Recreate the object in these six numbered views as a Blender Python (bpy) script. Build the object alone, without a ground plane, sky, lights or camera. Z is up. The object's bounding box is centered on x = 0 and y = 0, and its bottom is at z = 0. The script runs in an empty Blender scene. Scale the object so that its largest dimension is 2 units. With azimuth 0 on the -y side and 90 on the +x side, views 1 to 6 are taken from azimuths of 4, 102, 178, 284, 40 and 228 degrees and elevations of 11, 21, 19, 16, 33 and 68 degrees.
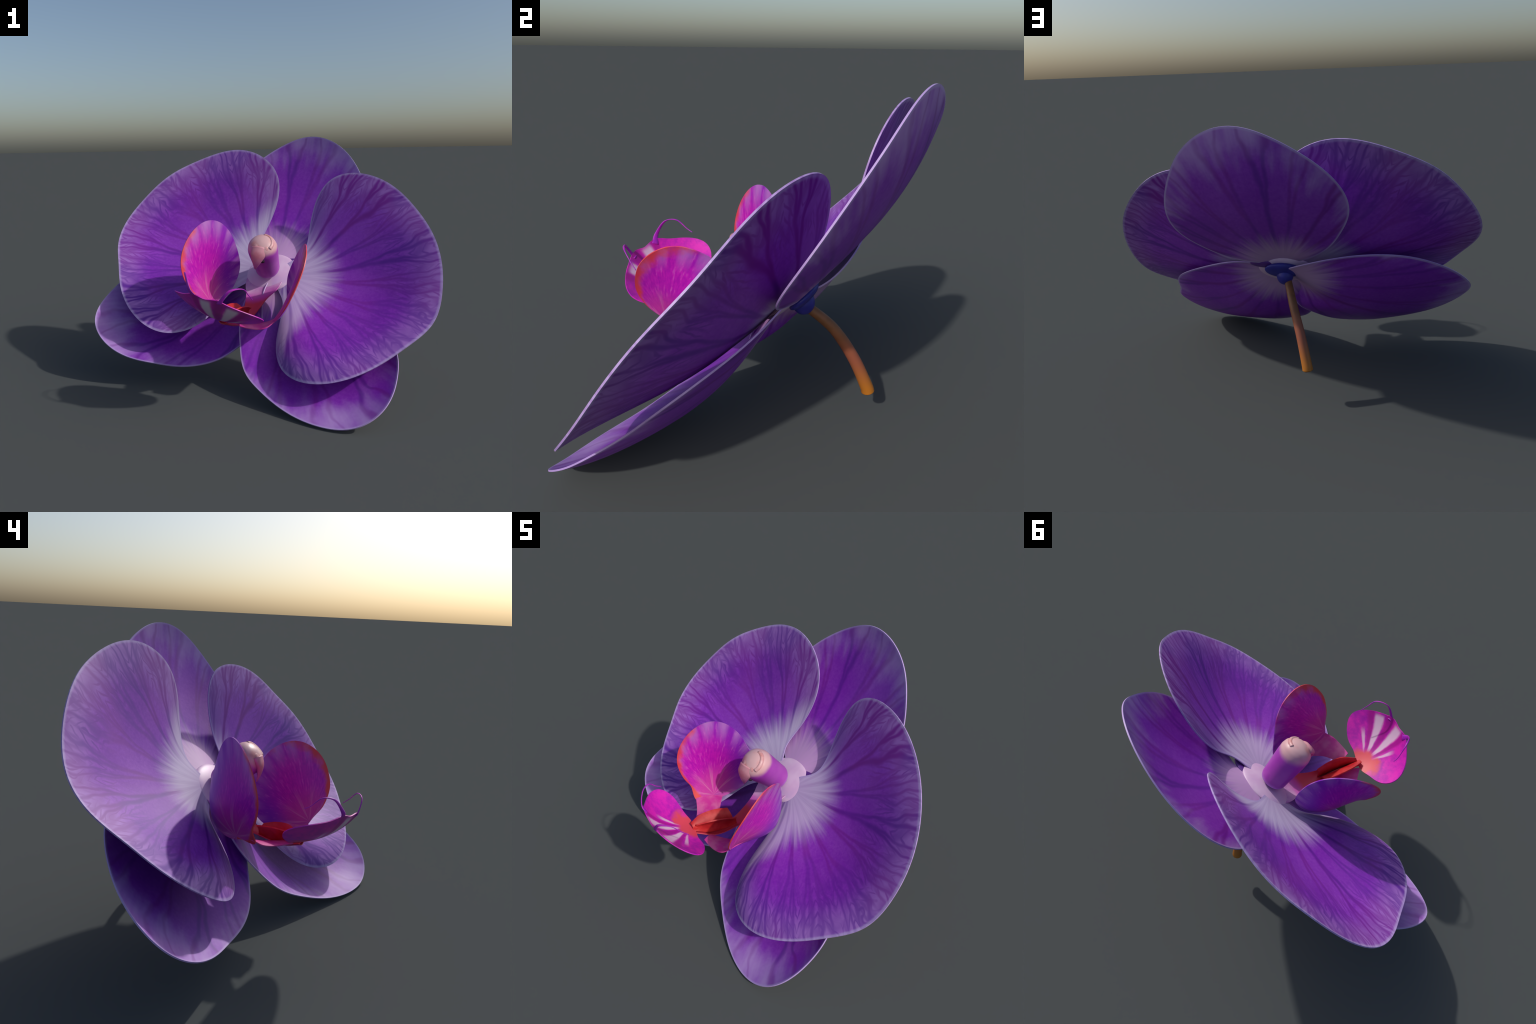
# A purple moth-orchid blossom: five tepals, a three-lobed lip with two tendrils,
# a column with anther cap, and a short curved flower stalk.
import bpy, math
import numpy as np
from mathutils import Matrix, Vector

# ------------------------------------------------------------------ sheets
# Every petal-like sheet: an own frame (centre, long axis, cross axis, facing axis), the radii of its outline
# at equal angles about the centre, and the coefficients of its cupping (terms x^i y^j, degree 2 to 4).
SHEETS = {
    "petal_left": dict(
        centre=[-0.407, 0.279, 0.769], scale=0.5,
        axes=[[-0.9598, -0.1539, 0.2348], [-0.0527, -0.7228, -0.6891], [0.2757, -0.6737, 0.6856]],
        radii=[0.491, 0.481, 0.523, 0.586, 0.614, 0.538, 0.424, 0.393, 0.437, 0.386, 0.444, 0.571, 0.621, 0.622, 0.583, 0.545, 0.514, 0.504],
        cup=[0.12, 0.097, 0.055, -0.15, -0.167, -0.148, -0.327, -0.002, 0.05, 0.012, -0.026, -0.035],
        lift=[0.0031, -0.0045, -0.0044, -0.0032, -0.0015, -0.0042, -0.0075, -0.0075, 0.0059, 0.0139, 0.0068, 0.0015, 0.0019, -0.0004, -0.0021, 0.0066, -0.0056, -0.0045],
        dish=[-0.087, -0.097, -0.29, 0.193, 0.042, -0.032, -0.002, -0.027, -0.029, 0.018]),
    "petal_right": dict(
        centre=[0.547, -0.014, 0.674], scale=0.5,
        axes=[[0.8633, -0.4141, 0.2885], [0.1563, 0.7629, 0.6273], [-0.4798, -0.4964, 0.7234]],
        radii=[0.475, 0.479, 0.496, 0.534, 0.56, 0.55, 0.463, 0.375, 0.369, 0.468, 0.449, 0.543, 0.7, 0.716, 0.636, 0.56, 0.528, 0.489],
        cup=[0.215, 0.035, 0.001, 0.169, -0.193, 0.339, -0.219, -0.009, 0.006, -0.026, -0.072, 0.006],
        lift=[0.0018, 0.0046, -0.0042, 0.0009, 0.0024, -0.0009, -0.0016, -0.0028, 0.0073, 0.0059, -0.0007, -0.0061, -0.0028, -0.0026, -0.0008, -0.0009, -0.0007, -0.0057],
        dish=[-0.099, 0.282, -0.164, 0.118, 0.116, 0.084, -0.047, -0.114, -0.136, 0.028]),
    "sepal_top": dict(
        centre=[0.234, 0.522, 0.985], scale=0.5,
        axes=[[0.2396, 0.3856, 0.891], [-0.9499, 0.283, 0.133], [-0.2009, -0.8782, 0.434]],
        radii=[0.455, 0.426, 0.408, 0.412, 0.426, 0.43, 0.413, 0.416, 0.417, 0.433, 0.399, 0.434, 0.464, 0.491, 0.472, 0.449, 0.453, 0.462],
        cup=[0.288, -0.014, 0.332, -0.016, -0.106, -0.062, -0.119, -0.033, -0.022, 0.014, 0.049, 0.06],
        lift=[-0.0, 0.0002, 0.0003, -0.0003, -0.0014, 0.0006, 0.0014, -0.0002, -0.0039, 0.0008, -0.008, -0.0046, 0.002, -0.0013, 0.0014, 0.0036, -0.0014, 0.0001],
        dish=[0.102, -0.043, -0.11, 0.006, 0.023, 0.042, 0.038, 0.027, 0.012, -0.002]),
    "sepal_left": dict(
        centre=[-0.477, 0.035, 0.438], scale=0.5,
        axes=[[-0.8123, -0.0073, -0.5832], [0.4317, -0.6799, -0.5928], [-0.3922, -0.7333, 0.5554]],
        radii=[0.463, 0.409, 0.364, 0.356, 0.367, 0.386, 0.412, 0.466, 0.487, 0.571, 0.558, 0.52, 0.491, 0.47, 0.465, 0.467, 0.484, 0.495],
        cup=[-0.239, 0.053, 0.059, -0.176, 0.503, -0.004, 0.343, 0.007, 0.071, -0.037, -0.141, -0.024],
        lift=[0.0029, 0.0043, -0.0031, -0.0057, 0.0025, 0.0055, -0.0068, -0.0086, 0.0009, 0.0017, 0.0009, 0.0027, -0.0011, -0.0009, -0.0002, 0.0042, 0.0026, 0.0022],
        dish=[-0.272, -0.092, 0.428, 0.04, -0.059, -0.122, 0.04, -0.017, -0.04, -0.119]),
    "sepal_right": dict(
        centre=[0.347, -0.218, 0.246], scale=0.5,
        axes=[[0.3423, -0.7607, -0.5515], [0.9078, 0.1162, 0.4031], [-0.2425, -0.6386, 0.7303]],
        radii=[0.493, 0.5, 0.459, 0.423, 0.399, 0.446, 0.478, 0.522, 0.574, 0.578, 0.572, 0.517, 0.455, 0.426, 0.39, 0.378, 0.396, 0.44],
        cup=[0.154, -0.032, 0.182, -0.039, 0.061, -0.037, 0.005, -0.022, 0.028, 0.002, 0.042, -0.02],
        lift=[-0.0027, 0.0021, -0.0064, -0.0045, -0.0002, 0.0027, 0.0011, -0.0036, -0.0007, -0.0005, -0.0006, -0.001, 0.0006, -0.0004, 0.0025, -0.0005, -0.0008, 0.0007],
        dish=[-0.069, -0.03, 0.047, 0.062, -0.059, 0.038, -0.056, -0.125, -0.09, -0.052]),
    "lobe_left": dict(
        centre=[-0.286, -0.069, 0.672], scale=0.2,
        axes=[[0.2028, 0.0077, 0.9792], [-0.6587, -0.7388, 0.1422], [0.7246, -0.6739, -0.1447]],
        radii=[0.298, 0.271, 0.238, 0.212, 0.19, 0.168, 0.153, 0.154, 0.19, 0.172, 0.193, 0.214, 0.236, 0.247, 0.253, 0.25, 0.264, 0.29],
        cup=[-0.056, -0.224, 0.11, -0.009, -0.13, 0.105, -0.216, 0.02, 0.057, -0.024, -0.018, 0.04],
        lift=[-0.0003, 0.0, -0.0005, -0.0004, 0.0018, 0.0003, -0.0015, -0.0022, 0.0012, 0.0018, -0.0018, -0.002, 0.0009, -0.0003, -0.0003, 0.0005, -0.0003, -0.0003],
        dish=[-0.117, 0.198, -0.096, 0.006, -0.07, 0.057, 0.029, -0.019, 0.024, -0.039]),
    "lobe_right": dict(
        centre=[0.197, -0.237, 0.623], scale=0.2,
        axes=[[0.3112, -0.3329, 0.8901], [0.124, 0.9429, 0.3093], [-0.9422, 0.0141, 0.3347]],
        radii=[0.24, 0.252, 0.246, 0.233, 0.22, 0.23, 0.248, 0.254, 0.254, 0.241, 0.236, 0.229, 0.194, 0.188, 0.189, 0.196, 0.204, 0.222],
        cup=[0.07, 0.164, 0.036, 0.041, -0.057, -0.104, -0.031, 0.019, -0.069, -0.014, 0.059, 0.0],
        lift=[-0.0001, 0.0002, -0.0007, 0.0004, 0.0002, -0.0007, 0.0002, 0.0005, -0.001, 0.0012, 0.0005, -0.0006, -0.002, 0.0003, 0.0003, 0.0001, -0.0001, -0.0002],
        dish=[-0.009, -0.167, 0.073, 0.067, 0.065, 0.016, -0.001, 0.014, 0.007, -0.001]),
    "lobe_mid": dict(
        centre=[-0.178, -0.471, 0.529], scale=0.2,
        axes=[[-0.3493, -0.7629, 0.5441], [0.8982, -0.4379, -0.0374], [0.2668, 0.4757, 0.8382]],
        radii=[0.17, 0.178, 0.177, 0.188, 0.214, 0.235, 0.205, 0.169, 0.138, 0.134, 0.146, 0.166, 0.187, 0.24, 0.271, 0.242, 0.207, 0.195],
        cup=[0.22, 0.014, 0.25, -0.035, -0.011, 0.019, 0.073, -0.013, 0.021, 0.016, -0.005, 0.011]),
}
TERMS = [(i, d - i) for d in range(2, 5) for i in range(d + 1)]


def periodic_slopes(R):
    n = len(R)
    I = np.eye(n)
    A = 4 * I + np.roll(I, 1, 1) + np.roll(I, -1, 1)
    return np.linalg.solve(A, 3 * (np.roll(I, 1, 1) - np.roll(I, -1, 1)) @ R)


def outline(R, th):
    R = np.asarray(R, float)
    n, m = len(R), periodic_slopes(np.asarray(R, float))
    t = (th / (2 * np.pi) * n) % n
    i = np.floor(t).astype(int) % n
    f = t - np.floor(t)
    j = (i + 1) % n
    return (2*f**3 - 3*f**2 + 1)*R[i] + (f**3 - 2*f**2 + f)*m[i] + (3*f**2 - 2*f**3)*R[j] + (f**3 - f**2)*m[j]


DISH = [(i, d - i) for d in range(0, 4) for i in range(d + 1)]


def cup(s, x, y):
    """Height of a sheet over its plane: overall cupping, a lift that grows to the rim, and a dish that fades to it."""
    X, Y = x / s["scale"], y / s["scale"]
    z = sum(k * X**i * Y**j for k, (i, j) in zip(s["cup"], TERMS))
    if "lift" in s:
        th = np.arctan2(y, x)
        rho = np.hypot(x, y) / outline(s["radii"], th)
        z = z + rho**3 * outline(s["lift"], th) / s["scale"]
        z = z + (1 - rho**2) * sum(k * X**i * Y**j for k, (i, j) in zip(s["dish"], DISH))
    return s["scale"] * z


def cup_normal(s, x, y):
    e = 1e-4
    hx = (cup(s, x + e, y) - cup(s, x - e, y)) / (2 * e)
    hy = (cup(s, x, y + e) - cup(s, x, y - e)) / (2 * e)
    n = np.stack([-hx, -hy, np.ones_like(hx)], -1)
    return n / np.linalg.norm(n, axis=-1, keepdims=True)


def link(ob, parent=None, smooth=True):
    bpy.context.scene.collection.objects.link(ob)
    if parent is not None:
        ob.parent = parent
    if smooth and ob.type == "MESH":
        ob.data.polygons.foreach_set("use_smooth", [True] * len(ob.data.polygons))
    return ob


def mesh_object(name, verts, faces, mat, parent, smooth=True):
    me = bpy.data.meshes.new(name)
    me.from_pydata([tuple(map(float, v)) for v in verts], [], faces)
    me.update()
    ob = bpy.data.objects.new(name, me)
    me.materials.append(mat)
    return link(ob, parent, smooth)


def sheet_frame(s):
    a, b, n = (np.array(v, float) for v in s["axes"])
    a /= np.linalg.norm(a)
    n = n - a * (n @ a)
    n /= np.linalg.norm(n)
    b = np.cross(n, a)
    return np.array(s["centre"], float), np.stack([a, b, n])


def sheet_local(s, p):
    C, F = sheet_frame(s)
    return F @ (np.array(p, float) - C)


def build_sheet(name, s, mat, parent, rings=36, spokes=160, thick=0.006):
    C, F = sheet_frame(s)
    th = np.linspace(0, 2 * np.pi, spokes, endpoint=False)
    R = outline(s["radii"], th)
    rho = np.sin(np.linspace(0, 1, rings + 1)[1:] * np.pi / 2) ** 0.85
    x = (rho[:, None] * R * np.cos(th)).ravel()
    y = (rho[:, None] * R * np.sin(th)).ravel()
    x, y = np.append(x, 0.0), np.append(y, 0.0)
    z = cup(s, x, y)
    n = cup_normal(s, x, y)
    P = np.stack([x, y, z], -1)
    front, back = P + n * thick / 2, P - n * thick / 2
    N = len(P)
    faces = []
    pole = N - 1
    for off, flip in ((0, False), (N, True)):
        for k in range(spokes):
            k2 = (k + 1) % spokes
            f = [off + pole, off + k, off + k2]
            faces.append(f[::-1] if flip else f)
            for r in range(rings - 1):
                f = [off + r*spokes + k, off + (r+1)*spokes + k, off + (r+1)*spokes + k2, off + r*spokes + k2]
                faces.append(f[::-1] if flip else f)
    last = (rings - 1) * spokes
    for k in range(spokes):
        k2 = (k + 1) % spokes
        faces.append([last + k, last + N + k, last + N + k2, last + k2])
    ob = mesh_object(name, np.vstack([front, back]), faces, mat, parent)
    ob.data.set_sharp_from_angle(angle=math.radians(50))
    M = np.eye(4)
    M[:3, :3] = F.T
    M[:3, 3] = C
    ob.matrix_world = Matrix(M.tolist())
    return ob


# ------------------------------------------------------------------ node helpers
class Val:
    """A node socket with arithmetic."""
    def __init__(s, tree, sock): s.t, s.s = tree, sock
    def op(s, o, *b, clamp=False):
        n = s.t.nodes.new("ShaderNodeMath")
        n.operation, n.use_clamp = o, clamp
        for i, v in enumerate((s,) + b):
            if isinstance(v, Val): s.t.links.new(v.s, n.inputs[i])
            else: n.inputs[i].default_value = v
        return Val(s.t, n.outputs[0])
    def __add__(s, b): return s.op("ADD", b)
    def __sub__(s, b): return s.op("SUBTRACT", b)
    def __mul__(s, b): return s.op("MULTIPLY", b)
    def __truediv__(s, b): return s.op("DIVIDE", b)
    def __radd__(s, b): return s.op("ADD", b)
    def __rmul__(s, b): return s.op("MULTIPLY", b)
    def __rsub__(s, b): return (s * -1.0) + b
    def abs(s): return s.op("ABSOLUTE")
    def fract(s): return s.op("FRACT")
    def floor(s): return s.op("FLOOR")
    def clamp(s): return s.op("ADD", 0.0, clamp=True)
    def min(s, b): return s.op("MINIMUM", b)
    def max(s, b): return s.op("MAXIMUM", b)
    def sqrt(s): return s.op("SQRT")
    def pow(s, b): return s.op("POWER", b)
    def sin(s): return s.op("SINE")
    def step(s, a, b, lo=0.0, hi=1.0):
        n = s.t.nodes.new("ShaderNodeMapRange")
        n.interpolation_type = "SMOOTHSTEP"
        for i, v in enumerate((s, a, b, lo, hi)):
            if isinstance(v, Val): s.t.links.new(v.s, n.inputs[i])
            else: n.inputs[i].default_value = v
        return Val(s.t, n.outputs[0])


class Mat:
    def __init__(self, name, rough=0.5, spec=0.5, sheen=0.0, translucent=0.0):
        self.m = bpy.data.materials.new(name)
        self.m.use_nodes = True
        self.t = self.m.node_tree
        self.b = self.t.nodes["Principled BSDF"]
        self.b.inputs["Roughness"].default_value = rough
        self.b.inputs["Specular IOR Level"].default_value = spec
        self.b.inputs["Sheen Weight"].default_value = sheen
        tc = self.t.nodes.new("ShaderNodeTexCoord")
        self.co = tc.outputs["Object"]
        sx = self.t.nodes.new("ShaderNodeSeparateXYZ")
        self.t.links.new(self.co, sx.inputs[0])
        self.x, self.y, self.z = (Val(self.t, sx.outputs[i]) for i in range(3))

    def vec(self, x, y, z=0.0):
        n = self.t.nodes.new("ShaderNodeCombineXYZ")
        for i, v in enumerate((x, y, z)):
            if isinstance(v, Val): self.t.links.new(v.s, n.inputs[i])
            else: n.inputs[i].default_value = v
        return n.outputs[0]

    def noise(self, co=None, scale=5.0, detail=3.0, rough=0.5):
        n = self.t.nodes.new("ShaderNodeTexNoise")
        self.t.links.new(co if co is not None else self.co, n.inputs["Vector"])
        n.inputs["Scale"].default_value = scale
        n.inputs["Detail"].default_value = detail
        n.inputs["Roughness"].default_value = rough
        return Val(self.t, n.outputs[0])

    def white(self, v):
        n = self.t.nodes.new("ShaderNodeTexWhiteNoise")
        n.noise_dimensions = "1D"
        self.t.links.new(v.s, n.inputs["W"])
        return Val(self.t, n.outputs[0])

    def col(self, c):
        n = self.t.nodes.new("ShaderNodeRGB")
        n.outputs[0].default_value = (*c, 1)
        return n.outputs[0]

    def mix(self, a, b, f):
        n = self.t.nodes.new("ShaderNodeMix")
        n.data_type = "RGBA"
        for sock, v in ((n.inputs[6], a), (n.inputs[7], b)):
            if isinstance(v, tuple): sock.default_value = (*v, 1)
            else: self.t.links.new(v, sock)
        if isinstance(f, Val): self.t.links.new(f.s, n.inputs[0])
        else: n.inputs[0].default_value = f
        return n.outputs[2]

    def curve(self, v, pts):
        """Profile curve; pts = [(x in 0..1, y)], y scaled to 0..1 by the caller."""
        n = self.t.nodes.new("ShaderNodeFloatCurve")
        c = n.mapping.curves[0]
        n.mapping.use_clip = False
        while len(c.points) < len(pts):
            c.points.new(0.5, 0.5)
        for p, (x, y) in zip(c.points, pts):
            p.location = (x, y)
            p.handle_type = "AUTO"
        n.mapping.update()
        self.t.links.new(v.s, n.inputs["Value"])
        return Val(self.t, n.outputs[0])

    def bump(self, h, strength=0.3, dist=0.004):
        n = self.t.nodes.new("ShaderNodeBump")
        n.inputs["Strength"].default_value = strength
        n.inputs["Distance"].default_value = dist
        self.t.links.new(h.s, n.inputs["Height"])
        self.t.links.new(n.outputs[0], self.b.inputs["Normal"])

    def done(self, c):
        self.t.links.new(c, self.b.inputs["Base Color"])
        return self.m


P_DEEP, P_MID, P_LAV = (0.205, 0.013, 0.43), (0.295, 0.052, 0.52), (0.38, 0.19, 0.54)
V_BLUE, V_RED = (0.100, 0.006, 0.29), (0.185, 0.007, 0.29)
P_HEART, P_HEART2, P_RIM, S_HEART = (0.58, 0.50, 0.70), (0.44, 0.30, 0.55), (0.47, 0.36, 0.66), (0.56, 0.34, 0.58)


def fan_reach(s, base, turn, angles):
    """Distance from the sheet's base to its rim along each fan ray."""
    th = np.linspace(0, 2 * np.pi, 720, endpoint=False)
    R = outline(s["radii"], th)
    dx, dy = R * np.cos(th) - base[0], R * np.sin(th) - base[1]
    r, a = np.hypot(dx, dy), np.arctan2(dy, dx) - turn
    a = (a + np.pi) % (2 * np.pi) - np.pi
    out = []
    for q in angles:
        near = np.abs((a - q + np.pi) % (2 * np.pi) - np.pi) < 0.06
        out.append(float(r[near].max()) if near.any() else 0.05)
    return out


def fan(m, s, base3, turn=None):
    """Fan coordinates on a sheet: distance from its base, angle, and share of the way to the rim."""
    bl = sheet_local(s, base3)
    if turn is None:
        turn = math.atan2(-bl[1], -bl[0])
    ca, sa = math.cos(turn), math.sin(turn)
    dx, dy = m.x - float(bl[0]), m.y - float(bl[1])
    u, w = dx * ca + dy * sa, dy * ca - dx * sa
    r = (u * u + w * w).sqrt()
    phi = w.op("ARCTAN2", u)
    q = np.linspace(-math.pi, math.pi, 31)
    reach = fan_reach(s, bl, turn, q)
    reach[0] = reach[-1] = min(reach[0], reach[-1])
    prof = m.curve(phi * (0.5 / math.pi) + 0.5, [((a + math.pi) / (2 * math.pi), v / 2.0) for a, v in zip(q, reach)]) * 2.0
    return r, phi, r / prof.max(0.02)


def veins(m, r, phi, t, count, forks, width, wobble=0.12, grow=1.4, chevrons=False):
    """Vein masks: primary veins fan out unevenly and fork towards the rim; chevrons are the slanting side veinlets."""
    nz = m.noise(scale=4.0, detail=2.0) - 0.5
    uneven = (m.noise(m.vec(phi * 2.3, 0.7), scale=1.0, detail=1.0) - 0.5) * 0.9
    a = (phi + nz * wobble * t.min(1.0) * 2.0) * (count / math.pi) + uneven
    cell = m.white(a.floor())
    q0 = (a.fract() - 0.5).abs()
    q = q0
    for k, (t0, slope) in enumerate(forks):
        start = cell * 0.3 + (t0 - 0.15)
        q = (q - ((t - start) * slope).max(0.0).min((0.2 + 0.1 * cell) / 2**k)).abs()
    dist = q * r * (math.pi / count)
    w = width * (0.6 + 0.8 * m.noise(scale=9.0, detail=1.0))
    mask = (1.0 - dist.step(w * 0.25, w * grow)) * (0.55 + 0.45 * cell)
    if not chevrons:
        return mask
    slant = q0 * 6.0 - t * 14.0 + cell * 5.0 + (m.noise(scale=8.0, detail=2.0) - 0.5) * 2.6
    side = 1.0 - (slant.fract() - 0.5).abs().step(0.06, 0.24)
    return mask, side


def net(m, phi, t, across, along, width):
    """Netted veinlets: cell borders in fan coordinates, drawn out along the fan."""
    n = m.t.nodes.new("ShaderNodeTexVoronoi")
    n.voronoi_dimensions, n.feature = "2D", "DISTANCE_TO_EDGE"
    m.t.links.new(m.vec(phi * across + (m.noise(scale=6.0, detail=2.0) - 0.5) * 0.8, t * along), n.inputs["Vector"])
    n.inputs["Scale"].default_value = 1.0
    return 1.0 - Val(m.t, n.outputs["Distance"]).step(width * 0.15, width)


def rim_distance(m, s):
    """Distance in metres from the sheet's rim, from its outline profile about the centre."""
    q = np.linspace(-math.pi, math.pi, 37)
    prof = m.curve(m.y.op("ARCTAN2", m.x) * (0.5 / math.pi) + 0.5, [((a + math.pi) / (2 * math.pi), float(v)) for a, v in zip(q, outline(s["radii"], q))])
    return prof - (m.x * m.x + m.y * m.y).sqrt()


def petal_material(name, s, base):
    m = Mat(name, rough=0.5, spec=0.5)
    r, phi, t = fan(m, s, base)
    rim = rim_distance(m, s)
    v, side_veins = veins(m, r, phi, t, 13, ((0.42, 0.5), (0.66, 0.4)), 0.0074, wobble=0.10, grow=2.0, chevrons=True)
    fade = m.noise(scale=6.0, detail=2.0).step(0.3, 0.55)
    patchy = m.noise(scale=9.0, detail=1.0).step(0.32, 0.6)
    nv = (side_veins * 0.75).max(net(m, phi, t, 15.0, 3.2, 0.22) * 0.6) * t.step(0.42, 0.85) * (0.3 + 0.7 * patchy)
    vein = (v * (0.8 + 0.25 * fade)).min(1.0).max(nv * 0.85)
    grain = m.noise(scale=60.0, detail=3.0, rough=0.7)
    cloud = m.noise(scale=5.0, detail=3.0)
    c = m.mix(P_DEEP, P_MID, (cloud * 0.6 + grain * 0.55).step(0.35, 0.85))
    # lavender between the veins towards the rim and along the two base margins
    side = phi.abs().step(0.9, 1.6)
    lav = (1.0 - rim.step(0.01, 0.22)) * 0.85 * (0.5 + 0.7 * cloud)
    c = m.mix(c, P_LAV, lav.clamp())
    # pale heart with streaks running out along the veins
    streak = m.noise(m.vec(phi * 6.0, r * 1.2), scale=2.2, detail=3.0)
    rr = r - side * 0.26 - (streak - 0.5) * 0.20
    heart = 1.0 - rr.step(0.17, 0.37)
    fine = net(m, phi, t, 16.0, 0.9, 0.14)
    pale = m.mix(P_HEART, P_HEART2, (fine * 0.22 + streak * 0.3 + side * 0.25).clamp())
    c = m.mix(c, pale, heart)
    edge = 1.0 - (rim + (grain - 0.5) * 0.008).step(0.004, 0.017)
    c = m.mix(c, P_RIM, edge * 0.8)
    vein_col = m.mix(V_BLUE, V_RED, m.noise(scale=3.0, detail=1.0).step(0.42, 0.62))
    shown = vein * (1.0 - heart * 0.8 + side * heart * 0.6) * (1.0 - edge * 0.6)
    c = m.mix(c, vein_col, shown.clamp())
    m.bump(vein * -0.5 + grain * 0.5, 0.08, 0.003)
    return m.done(c)


def sepal_material(name, s, base):
    m = Mat(name, rough=0.5, spec=0.5)
    r, phi, t = fan(m, s, base)
    rim = rim_distance(m, s)
    v = veins(m, r, phi, t, 12, ((0.5, 0.35),), 0.0075, wobble=0.10, grow=2.4)
    grain = m.noise(scale=60.0, detail=3.0, rough=0.7)
    cloud = m.noise(scale=4.0, detail=4.0)
    streak = m.noise(m.vec(phi * 5.0, r * 1.2), scale=2.2, detail=3.0)
    c = m.mix(P_DEEP, P_MID, (cloud * 0.6 + grain * 0.55).step(0.4, 0.9))
    c = m.mix(c, m.mix(V_BLUE, V_RED, m.noise(scale=3.0, detail=1.0).step(0.42, 0.6)), v * 0.85)
    pale_zone = (t + (cloud - 0.5) * 0.5 + (streak - 0.5) * 0.5).step(0.80, 1.16)
    c = m.mix(c, (0.49, 0.33, 0.65), pale_zone * 0.75 * (1.0 - v * 0.5))
    heart = 1.0 - (r - (streak - 0.5) * 0.2).step(0.12, 0.32)
    c = m.mix(c, S_HEART, heart * 0.85)
    c = m.mix(c, P_RIM, (1.0 - rim.step(0.003, 0.012)) * 0.7)
    m.bump(v * -0.5 + grain * 0.5, 0.06, 0.003)
    return m.done(c)


def lobe_material(name, s, base, front_sign):
    m = Mat(name, rough=0.42, spec=0.5)
    r, phi, t = fan(m, s, base)
    streak = m.noise(m.vec(phi * 7.0, t * 1.6), scale=1.6, detail=2.0)
    fleck = m.noise(m.vec(phi * 16.0, t * 5.0), scale=1.8, detail=3.0)
    grain = m.noise(scale=45.0, detail=3.0, rough=0.7)
    c = m.mix((0.40, 0.002, 0.40), (0.56, 0.008, 0.45), (grain * 0.5 + fleck).step(0.5, 0.95))
    back = (t * 0.9 - phi * 0.5 * front_sign).step(0.5, 1.1)
    c = m.mix(c, (0.20, 0.015, 0.46), back * 0.85)
    stripe = ((phi * 30.0 + streak * 5.0).sin() * 0.5 + 0.5) * t.step(0.68, 1.0)
    c = m.mix(c, (0.52, 0.24, 0.58), stripe * 0.6)
    c = m.mix(c, (0.60, 0.18, 0.57), fleck.step(0.56, 0.74) * 0.35)
    neck = 1.0 - r.step(0.06, 0.22)
    c = m.mix(c, (0.58, 0.05, 0.28), neck * 0.65)
    vein = ((phi * 11.0 + streak * 3.0).sin() * 0.5 + 0.5).step(0.8, 1.0) * neck
    c = m.mix(c, (0.75, 0.36, 0.50), vein * 0.28)
    cloud = m.noise(scale=16.0, detail=3.0)
    hot = (t + phi * 0.30 * front_sign + (cloud - 0.5) * 0.32).step(0.95, 1.13)
    hot = hot.max((t + (cloud - 0.5) * 0.2).step(0.88, 1.0) * neck * 0.7)
    c = m.mix(c, (0.72, 0.055, 0.02), hot.clamp() * 0.9)
    return m.done(c)


def midlobe_material(name, s, base):
    m = Mat(name, rough=0.42, spec=0.5)
    r, phi, t = fan(m, s, base)
    grain = m.noise(scale=45.0, detail=3.0, rough=0.7)
    cloud = m.noise(scale=12.0, detail=3.0)
    p = phi + (cloud - 0.5) * 0.10
    c = m.mix((0.36, 0.006, 0.38), (0.66, 0.015, 0.44), (grain * 0.5 + cloud * 0.7).step(0.4, 0.8))
    # broad white bands either side of a crimson middle, and two shorter ones outside
    reach = t.step(0.15, 0.35) * (1.0 - t.step(0.90, 0.99))
    band = 1.0 - (p.abs() - 0.26).abs().step(0.07, 0.15)
    outer = (1.0 - (p.abs() - 0.68).abs().step(0.03, 0.09)) * (1.0 - t.step(0.5, 0.72))
    dark = (1.0 - (p.abs() - 0.47).abs().step(0.03, 0.11)).max(1.0 - p.abs().step(0.05, 0.14))
    c = m.mix(c, (0.34, 0.004, 0.24), dark * 0.75 * t.step(0.15, 0.35))
    c = m.mix(c, (0.72, 0.52, 0.68), (band.max(outer * 0.8) * reach).clamp())
    wing = p.abs().step(0.55, 0.95)
    hot = 1.0 - (r + (cloud - 0.5) * 0.16 - wing * 0.03).step(0.03, 0.09)
    c = m.mix(c, (0.72, 0.075, 0.04), hot * 0.85)
    return m.done(c)


def plain(name, c1, c2, scale=12.0, rough=0.45, extra=None):
    m = Mat(name, rough=rough)
    c = m.mix(c1, c2, m.noise(scale=scale, detail=4.0).step(0.35, 0.68))
    if extra:
        c = extra(m, c)
    return m.done(c)


# ------------------------------------------------------------------ curve-based parts
def spline(P, n=10):
    P = np.asarray(P, float)
    P = np.vstack([2*P[0] - P[1], P, 2*P[-1] - P[-2]])
    out = []
    for i in range(1, len(P) - 2):
        a, b, c, d = P[i-1:i+3]
        for t in np.linspace(0, 1, n, endpoint=False):
            out.append(0.5*(2*b + (c-a)*t + (2*a - 5*b + 4*c - d)*t*t + (3*b - a - 3*c + d)*t**3))
    out.append(P[-2])
    return np.array(out)


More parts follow.
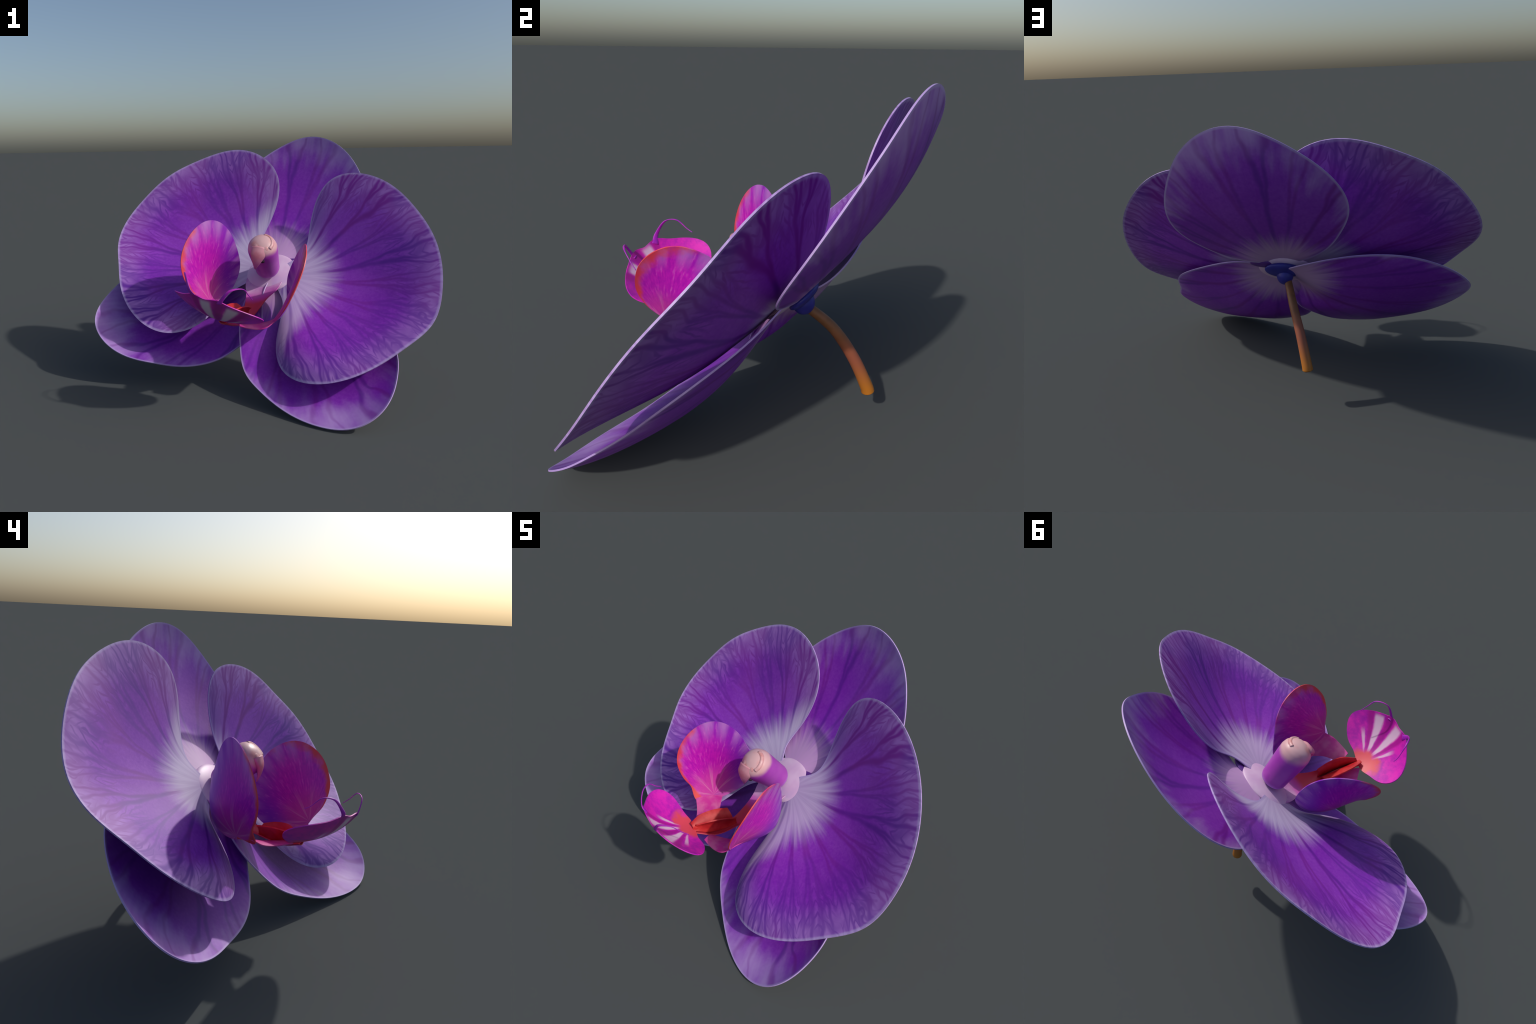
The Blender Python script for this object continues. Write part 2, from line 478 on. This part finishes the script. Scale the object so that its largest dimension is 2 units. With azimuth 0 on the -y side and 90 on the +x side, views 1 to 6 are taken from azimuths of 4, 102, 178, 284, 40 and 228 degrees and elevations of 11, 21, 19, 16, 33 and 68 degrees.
def tube(name, path, wide, flat, side, mat, parent, sides=16, close=True):
    """Loft of ellipses along a path; wide/flat half axes per path point, side = direction of the wide axis."""
    path = np.asarray(path, float)
    n = len(path)
    tan = np.gradient(path, axis=0)
    tan /= np.linalg.norm(tan, axis=1)[:, None]
    side = np.broadcast_to(np.asarray(side, float), path.shape)
    verts, faces = [], []
    for k in range(n):
        s = side[k] - tan[k] * (side[k] @ tan[k])
        s /= np.linalg.norm(s)
        u = np.cross(tan[k], s)
        for j in range(sides):
            a = 2 * math.pi * j / sides
            verts.append(path[k] + s * wide[k] * math.cos(a) + u * flat[k] * math.sin(a))
    for k in range(n - 1):
        for j in range(sides):
            j2 = (j + 1) % sides
            faces.append([k*sides + j, k*sides + j2, (k+1)*sides + j2, (k+1)*sides + j])
    faces.append(list(range(sides))[::-1])
    faces.append([(n-1)*sides + j for j in range(sides)])
    return mesh_object(name, verts, faces, mat, parent)


def ribbon(name, edge_a, edge_b, bulge, mat, parent, thick=0.006, across=10):
    """Sheet between two edge curves, bowed by bulge along its normal, with real thickness."""
    A, B = spline(edge_a), spline(edge_b)
    n = len(A)
    w = np.linspace(0, 1, across + 1)
    P = A[:, None] * (1 - w)[None, :, None] + B[:, None] * w[None, :, None]
    du, dv = np.gradient(P, axis=0), np.gradient(P, axis=1)
    N = np.cross(du, dv)
    N /= np.linalg.norm(N, axis=-1, keepdims=True) + 1e-9
    P = P + N * (bulge * 4 * w * (1 - w))[None, :, None]
    du, dv = np.gradient(P, axis=0), np.gradient(P, axis=1)
    N = np.cross(du, dv)
    N /= np.linalg.norm(N, axis=-1, keepdims=True) + 1e-9
    top, bot = (P + N*thick/2).reshape(-1, 3), (P - N*thick/2).reshape(-1, 3)
    m = across + 1
    off = n * m
    faces = []
    for i in range(n - 1):
        for j in range(across):
            q = [i*m + j, (i+1)*m + j, (i+1)*m + j + 1, i*m + j + 1]
            faces += [q, [off + k for k in q[::-1]]]
    ring = [i*m for i in range(n)] + [(n-1)*m + j for j in range(1, m)] + [i*m + across for i in range(n-2, -1, -1)] + [j for j in range(across-1, 0, -1)]
    for k in range(len(ring)):
        a, b = ring[k], ring[(k+1) % len(ring)]
        faces.append([a, off + a, off + b, b][::-1])
    ob = mesh_object(name, np.vstack([top, bot]), faces, mat, parent)
    ob.data.set_sharp_from_angle(angle=math.radians(50))
    return ob


def ellipsoid(name, centre, axes, radii, mat, parent, nu=32, nv=20):
    F = np.array(axes, float)
    F[2] /= np.linalg.norm(F[2])
    F[0] -= F[2] * (F[0] @ F[2])
    F[0] /= np.linalg.norm(F[0])
    F[1] = np.cross(F[2], F[0])
    verts, faces = [], []
    for i in range(nv + 1):
        b = -math.pi/2 + math.pi*i/nv
        for j in range(nu):
            a = 2*math.pi*j/nu
            l = np.array([math.cos(b)*math.cos(a)*radii[0], math.cos(b)*math.sin(a)*radii[1], math.sin(b)*radii[2]])
            verts.append(l)
    for i in range(nv):
        for j in range(nu):
            j2 = (j+1) % nu
            faces.append([i*nu + j, i*nu + j2, (i+1)*nu + j2, (i+1)*nu + j])
    ob = mesh_object(name, verts, faces, mat, parent)
    M = np.eye(4)
    M[:3, :3] = F.T
    M[:3, 3] = centre
    ob.matrix_world = Matrix(M.tolist())
    return ob


# ------------------------------------------------------------------ the blossom
flower = bpy.data.objects.new("orchid_blossom", None)
link(flower)
flower["label"] = "purple moth orchid blossom with magenta lip and brown stalk"
flower["category"] = "flower"

HEART = {"petal_left": (0.00, 0.19, 0.64), "petal_right": (0.14, 0.12, 0.62), "sepal_top": (0.09, 0.20, 0.68),
         "sepal_left": (0.06, 0.20, 0.63), "sepal_right": (0.10, 0.15, 0.61)}
for key, base in HEART.items():
    s = SHEETS[key]
    if key.startswith("petal"):
        build_sheet("petal", s, petal_material("petal_purple", s, base), flower)
    else:
        build_sheet("sepal", s, sepal_material("sepal_purple", s, base), flower)

# lip
lip = bpy.data.objects.new("lip", None)
link(lip, flower)
s = SHEETS["lobe_left"]
build_sheet("side_lobe", s, lobe_material("lobe_magenta", s, (-0.20, -0.14, 0.49), 1), lip, 24, 120, 0.005)
s = SHEETS["lobe_right"]
build_sheet("side_lobe", s, lobe_material("lobe_magenta", s, (0.11, -0.35, 0.48), -1), lip, 24, 120, 0.005)
s = SHEETS["lobe_mid"]
build_sheet("middle_lobe", s, midlobe_material("midlobe_magenta", s, (-0.18, -0.35, 0.50)), lip, 24, 120, 0.005)

tendril_mat = plain("tendril_violet", (0.30, 0.01, 0.42), (0.45, 0.02, 0.45), 30)
for pts, side in (([[-0.15, -0.592, 0.636], [-0.146, -0.606, 0.649], [-0.099, -0.616, 0.706], [-0.038, -0.589, 0.711], [-0.012, -0.553, 0.67], [0.005, -0.522, 0.639]], (1.0, 0.0, -0.2)),
                  ([[-0.272, -0.548, 0.66], [-0.303, -0.551, 0.7], [-0.324, -0.515, 0.758], [-0.339, -0.462, 0.764], [-0.345, -0.415, 0.724], [-0.341, -0.387, 0.708]], (0.8, -0.6, 0.1))):
    path = spline(pts, 8)
    k = np.linspace(0, 1, len(path))
    tube("tendril", path, 0.0022 + 0.015 * (1 - k)**2.5, 0.0016 + 0.002*(1 - k), side, tendril_mat, lip, 10)

red_mat = plain("callus_red", (0.44, 0.004, 0.012), (0.56, 0.030, 0.030), 20)
ribbon("callus", [(-0.12, -0.123, 0.508), (-0.155, -0.2, 0.525), (-0.18, -0.28, 0.525), (-0.185, -0.345, 0.505)],
       [(-0.07, -0.125, 0.435), (-0.095, -0.2, 0.43), (-0.125, -0.28, 0.44), (-0.165, -0.35, 0.47)], 0.012, red_mat, lip, 0.007)
ribbon("callus", [(-0.033, -0.141, 0.490), (-0.055, -0.21, 0.515), (-0.09, -0.28, 0.525), (-0.145, -0.340, 0.510)],
       [(-0.05, -0.125, 0.435), (-0.08, -0.2, 0.43), (-0.115, -0.28, 0.44), (-0.160, -0.35, 0.47)], -0.012, red_mat, lip, 0.007)

def claw_extra(m, c):
    c = m.mix(c, (0.55, 0.05, 0.40), 1.0 - m.y.step(0.0, 0.10))
    patch = 1.0 - (m.y + (m.noise(scale=18.0) - 0.5) * 0.03).step(-0.03, 0.02)
    return m.mix(c, (0.55, 0.03, 0.06), patch)
claw_mat = plain("claw_pink", (0.66, 0.44, 0.64), (0.52, 0.20, 0.52), 14, 0.45, claw_extra)
ribbon("claw", [(-0.075, 0.165, 0.600), (-0.085, 0.11, 0.558), (-0.078, 0.05, 0.515), (-0.08, -0.04, 0.472), (-0.09, -0.14, 0.445), (-0.13, -0.25, 0.435), (-0.19, -0.35, 0.475)],
       [(0.135, 0.085, 0.583), (0.105, 0.033, 0.548), (0.05, -0.012, 0.507), (0.01, -0.077, 0.468), (-0.02, -0.14, 0.445), (-0.07, -0.26, 0.432), (-0.14, -0.365, 0.475)], -0.012, claw_mat, lip, 0.005)
neck_mat = plain("neck_rose", (0.55, 0.025, 0.28), (0.62, 0.12, 0.34), 18)
ribbon("neck", [(0.100, -0.345, 0.470), (0.065, -0.365, 0.447), (0.02, -0.370, 0.438), (-0.03, -0.364, 0.440), (-0.08, -0.352, 0.447)],
       [(0.120, -0.12, 0.425), (0.07, -0.19, 0.425), (0.02, -0.24, 0.428), (-0.03, -0.265, 0.43), (-0.09, -0.285, 0.435)], -0.008, neck_mat, lip, 0.005)
ribbon("neck", [(-0.325, -0.166, 0.515), (-0.285, -0.20, 0.482), (-0.24, -0.25, 0.468), (-0.195, -0.325, 0.475)],
       [(-0.245, -0.03, 0.485), (-0.20, -0.10, 0.463), (-0.15, -0.16, 0.445), (-0.11, -0.22, 0.435)], 0.008, neck_mat, lip, 0.005)

# column: a stout rod with a blushing hood, a hanging beak and a dark lump standing in for the cavity
b0, head = np.array([0.051, 0.129, 0.648]), np.array([0.028, -0.023, 0.806])
axis = (head - b0) / np.linalg.norm(head - b0)
def along_axis(m):
    return m.x * float(axis[0]) + m.y * float(axis[1]) + m.z * float(axis[2]) - float(b0 @ axis)
def column_extra(m, c):
    d = along_axis(m) + (m.noise(scale=14.0, detail=2.0) - 0.5) * 0.03
    c = m.mix(c, (0.46, 0.20, 0.66), 1.0 - d.step(0.0, 0.035))
    c = m.mix(c, (0.66, 0.40, 0.42), (d + (m.z - 0.80) * 0.55).step(0.205, 0.26))
    spots = m.noise(scale=13.0, detail=1.0).step(0.42, 0.66)
    return m.mix(c, (0.58, 0.17, 0.15), spots * d.step(0.23, 0.27) * 0.6)
col_mat = plain("column_mauve", (0.36, 0.040, 0.42), (0.42, 0.08, 0.46), 9, 0.4, column_extra)
k = np.array([0.0, 0.006, 0.025, 0.07, 0.13, 0.18, 0.22, 0.247, 0.267, 0.280, 0.287, 0.290])
rad = np.array([0.056, 0.066, 0.073, 0.076, 0.081, 0.085, 0.086, 0.080, 0.066, 0.046, 0.024, 0.004])
tube("column", spline([b0 + axis*d for d in k], 3), np.interp(np.linspace(0, 11, 34), range(12), rad), np.interp(np.linspace(0, 11, 34), range(12), rad), (1, 0, 0), col_mat, flower, 40)
def cap_extra(m, c):
    return m.mix(c, (0.42, 0.12, 0.34), 1.0 - m.z.step(0.70, 0.78))
cap_mat = plain("cap_blush", (0.66, 0.38, 0.40), (0.58, 0.20, 0.18), 16, 0.4)
beak_mat = plain("beak_rose", (0.60, 0.28, 0.34), (0.54, 0.18, 0.24), 20, 0.4, cap_extra)
front = np.cross(axis, (1, 0, 0))
front /= np.linalg.norm(front)
front *= -np.sign(front[2])
for dx, up, sz in ((-0.022, 0.020, 0.042), (0.022, 0.006, 0.038)):
    ellipsoid("pollen_cap", head + axis*0.018 + front*(0.036 - up) + np.array([dx, 0, 0]), [(1, 0, 0), (0, 1, 0), tuple(axis)], (sz, sz, 0.046), cap_mat, flower, 20, 12)
right = np.cross(axis, front)
right *= np.sign(right[0])
arc = [math.radians(q) for q in (75, 45, 15, -15, -40)]
tube("hood_ridge", spline([head + axis*0.040 + 0.060*(math.cos(q)*right - math.sin(q)*front) for q in arc], 5), [0.016]*21, [0.012]*21, tuple(axis), cap_mat, flower, 12)
tip = np.array([-0.013, -0.085, 0.699])
beak_path = spline([head + axis*0.045 + front*0.030 + np.array([-0.012, 0, 0]), head + axis*0.032 + front*0.068 + np.array([-0.020, 0, 0]),
                    head + axis*0.002 + front*0.098 + np.array([-0.032, 0, 0]), tip], 6)
tube("beak", beak_path, np.interp(np.linspace(0, 1, 19), [0, 0.35, 1], [0.046, 0.044, 0.004]), np.interp(np.linspace(0, 1, 19), [0, 0.4, 1], [0.030, 0.018, 0.003]), (1, 0.1, 0), beak_mat, flower, 20)
dark_lump_mat = plain("lump_dark", (0.02, 0.004, 0.02), (0.03, 0.006, 0.03), 9, 0.8)
ellipsoid("dark_lump", (0.0290, -0.081, 0.7425), [(1, 0, 0), (0, 1, 0), tuple(front)], (0.014, 0.012, 0.010), dark_lump_mat, flower, 16, 10)  # solid near-black lump on the surface in place of a real hollow
def heart_extra(m, c):
    return m.mix(c, (0.46, 0.30, 0.66), m.noise(scale=7.0).step(0.55, 0.7) * 0.45)
disc_mat = plain("heart_blush", (0.70, 0.52, 0.70), (0.64, 0.42, 0.64), 10, 0.45, heart_extra)
ellipsoid("receptacle", (0.0708, 0.1615, 0.6245), [(1, 0, 0), (0, 1, 0), (-0.13, -0.72, 0.69)], (0.155, 0.130, 0.028), disc_mat, flower, 48, 24)
gap_filler_mat = plain("filler_violet", (0.10, 0.02, 0.22), (0.14, 0.04, 0.28), 10)
ellipsoid("gap_filler", (0.185, 0.196, 0.672), [(1, 0, 0), (0, 1, 0), (-0.13, -0.72, 0.69)], (0.085, 0.035, 0.014), gap_filler_mat, flower, 32, 16)  # added dark backing that closes the see-through gap between top sepal and right petal

# blue joint and stalk behind
joint_mat = plain("joint_blue", (0.018, 0.016, 0.22), (0.035, 0.03, 0.32), 12)
ellipsoid("joint", (0.094, 0.213, 0.637), [(1, 0, 0), (0, 1, 0), (-0.13, -0.72, 0.69)], (0.100, 0.070, 0.026), joint_mat, flower)
ellipsoid("joint", (0.085, 0.21, 0.605), [(1, 0, 0), (0, 1, 0), (0, 0, 1)], (0.045, 0.045, 0.05), joint_mat, flower)
def stalk_extra(m, c):
    c = m.mix(c, (0.30, 0.085, 0.045), (1.0 - m.z.step(0.36, 0.50)))
    return m.mix(c, (0.44, 0.15, 0.012), (1.0 - m.z.step(0.18, 0.36)))
stalk_mat = plain("stalk_brown", (0.17, 0.07, 0.025), (0.22, 0.085, 0.035), 25, 0.5, stalk_extra)
path = spline([(0.08, 0.19, 0.61), (0.071, 0.225, 0.580), (0.055, 0.328, 0.490), (0.026, 0.4145, 0.350), (0.003, 0.4745, 0.212), (-0.002, 0.486, 0.174)], 8)
rad = np.interp(np.linspace(0, 1, len(path)), [0, 0.2, 0.8, 0.95, 1], [0.020, 0.020, 0.027, 0.028, 0.020])
tube("stalk", path, rad, rad, (1, 0, 0), stalk_mat, flower, 24)
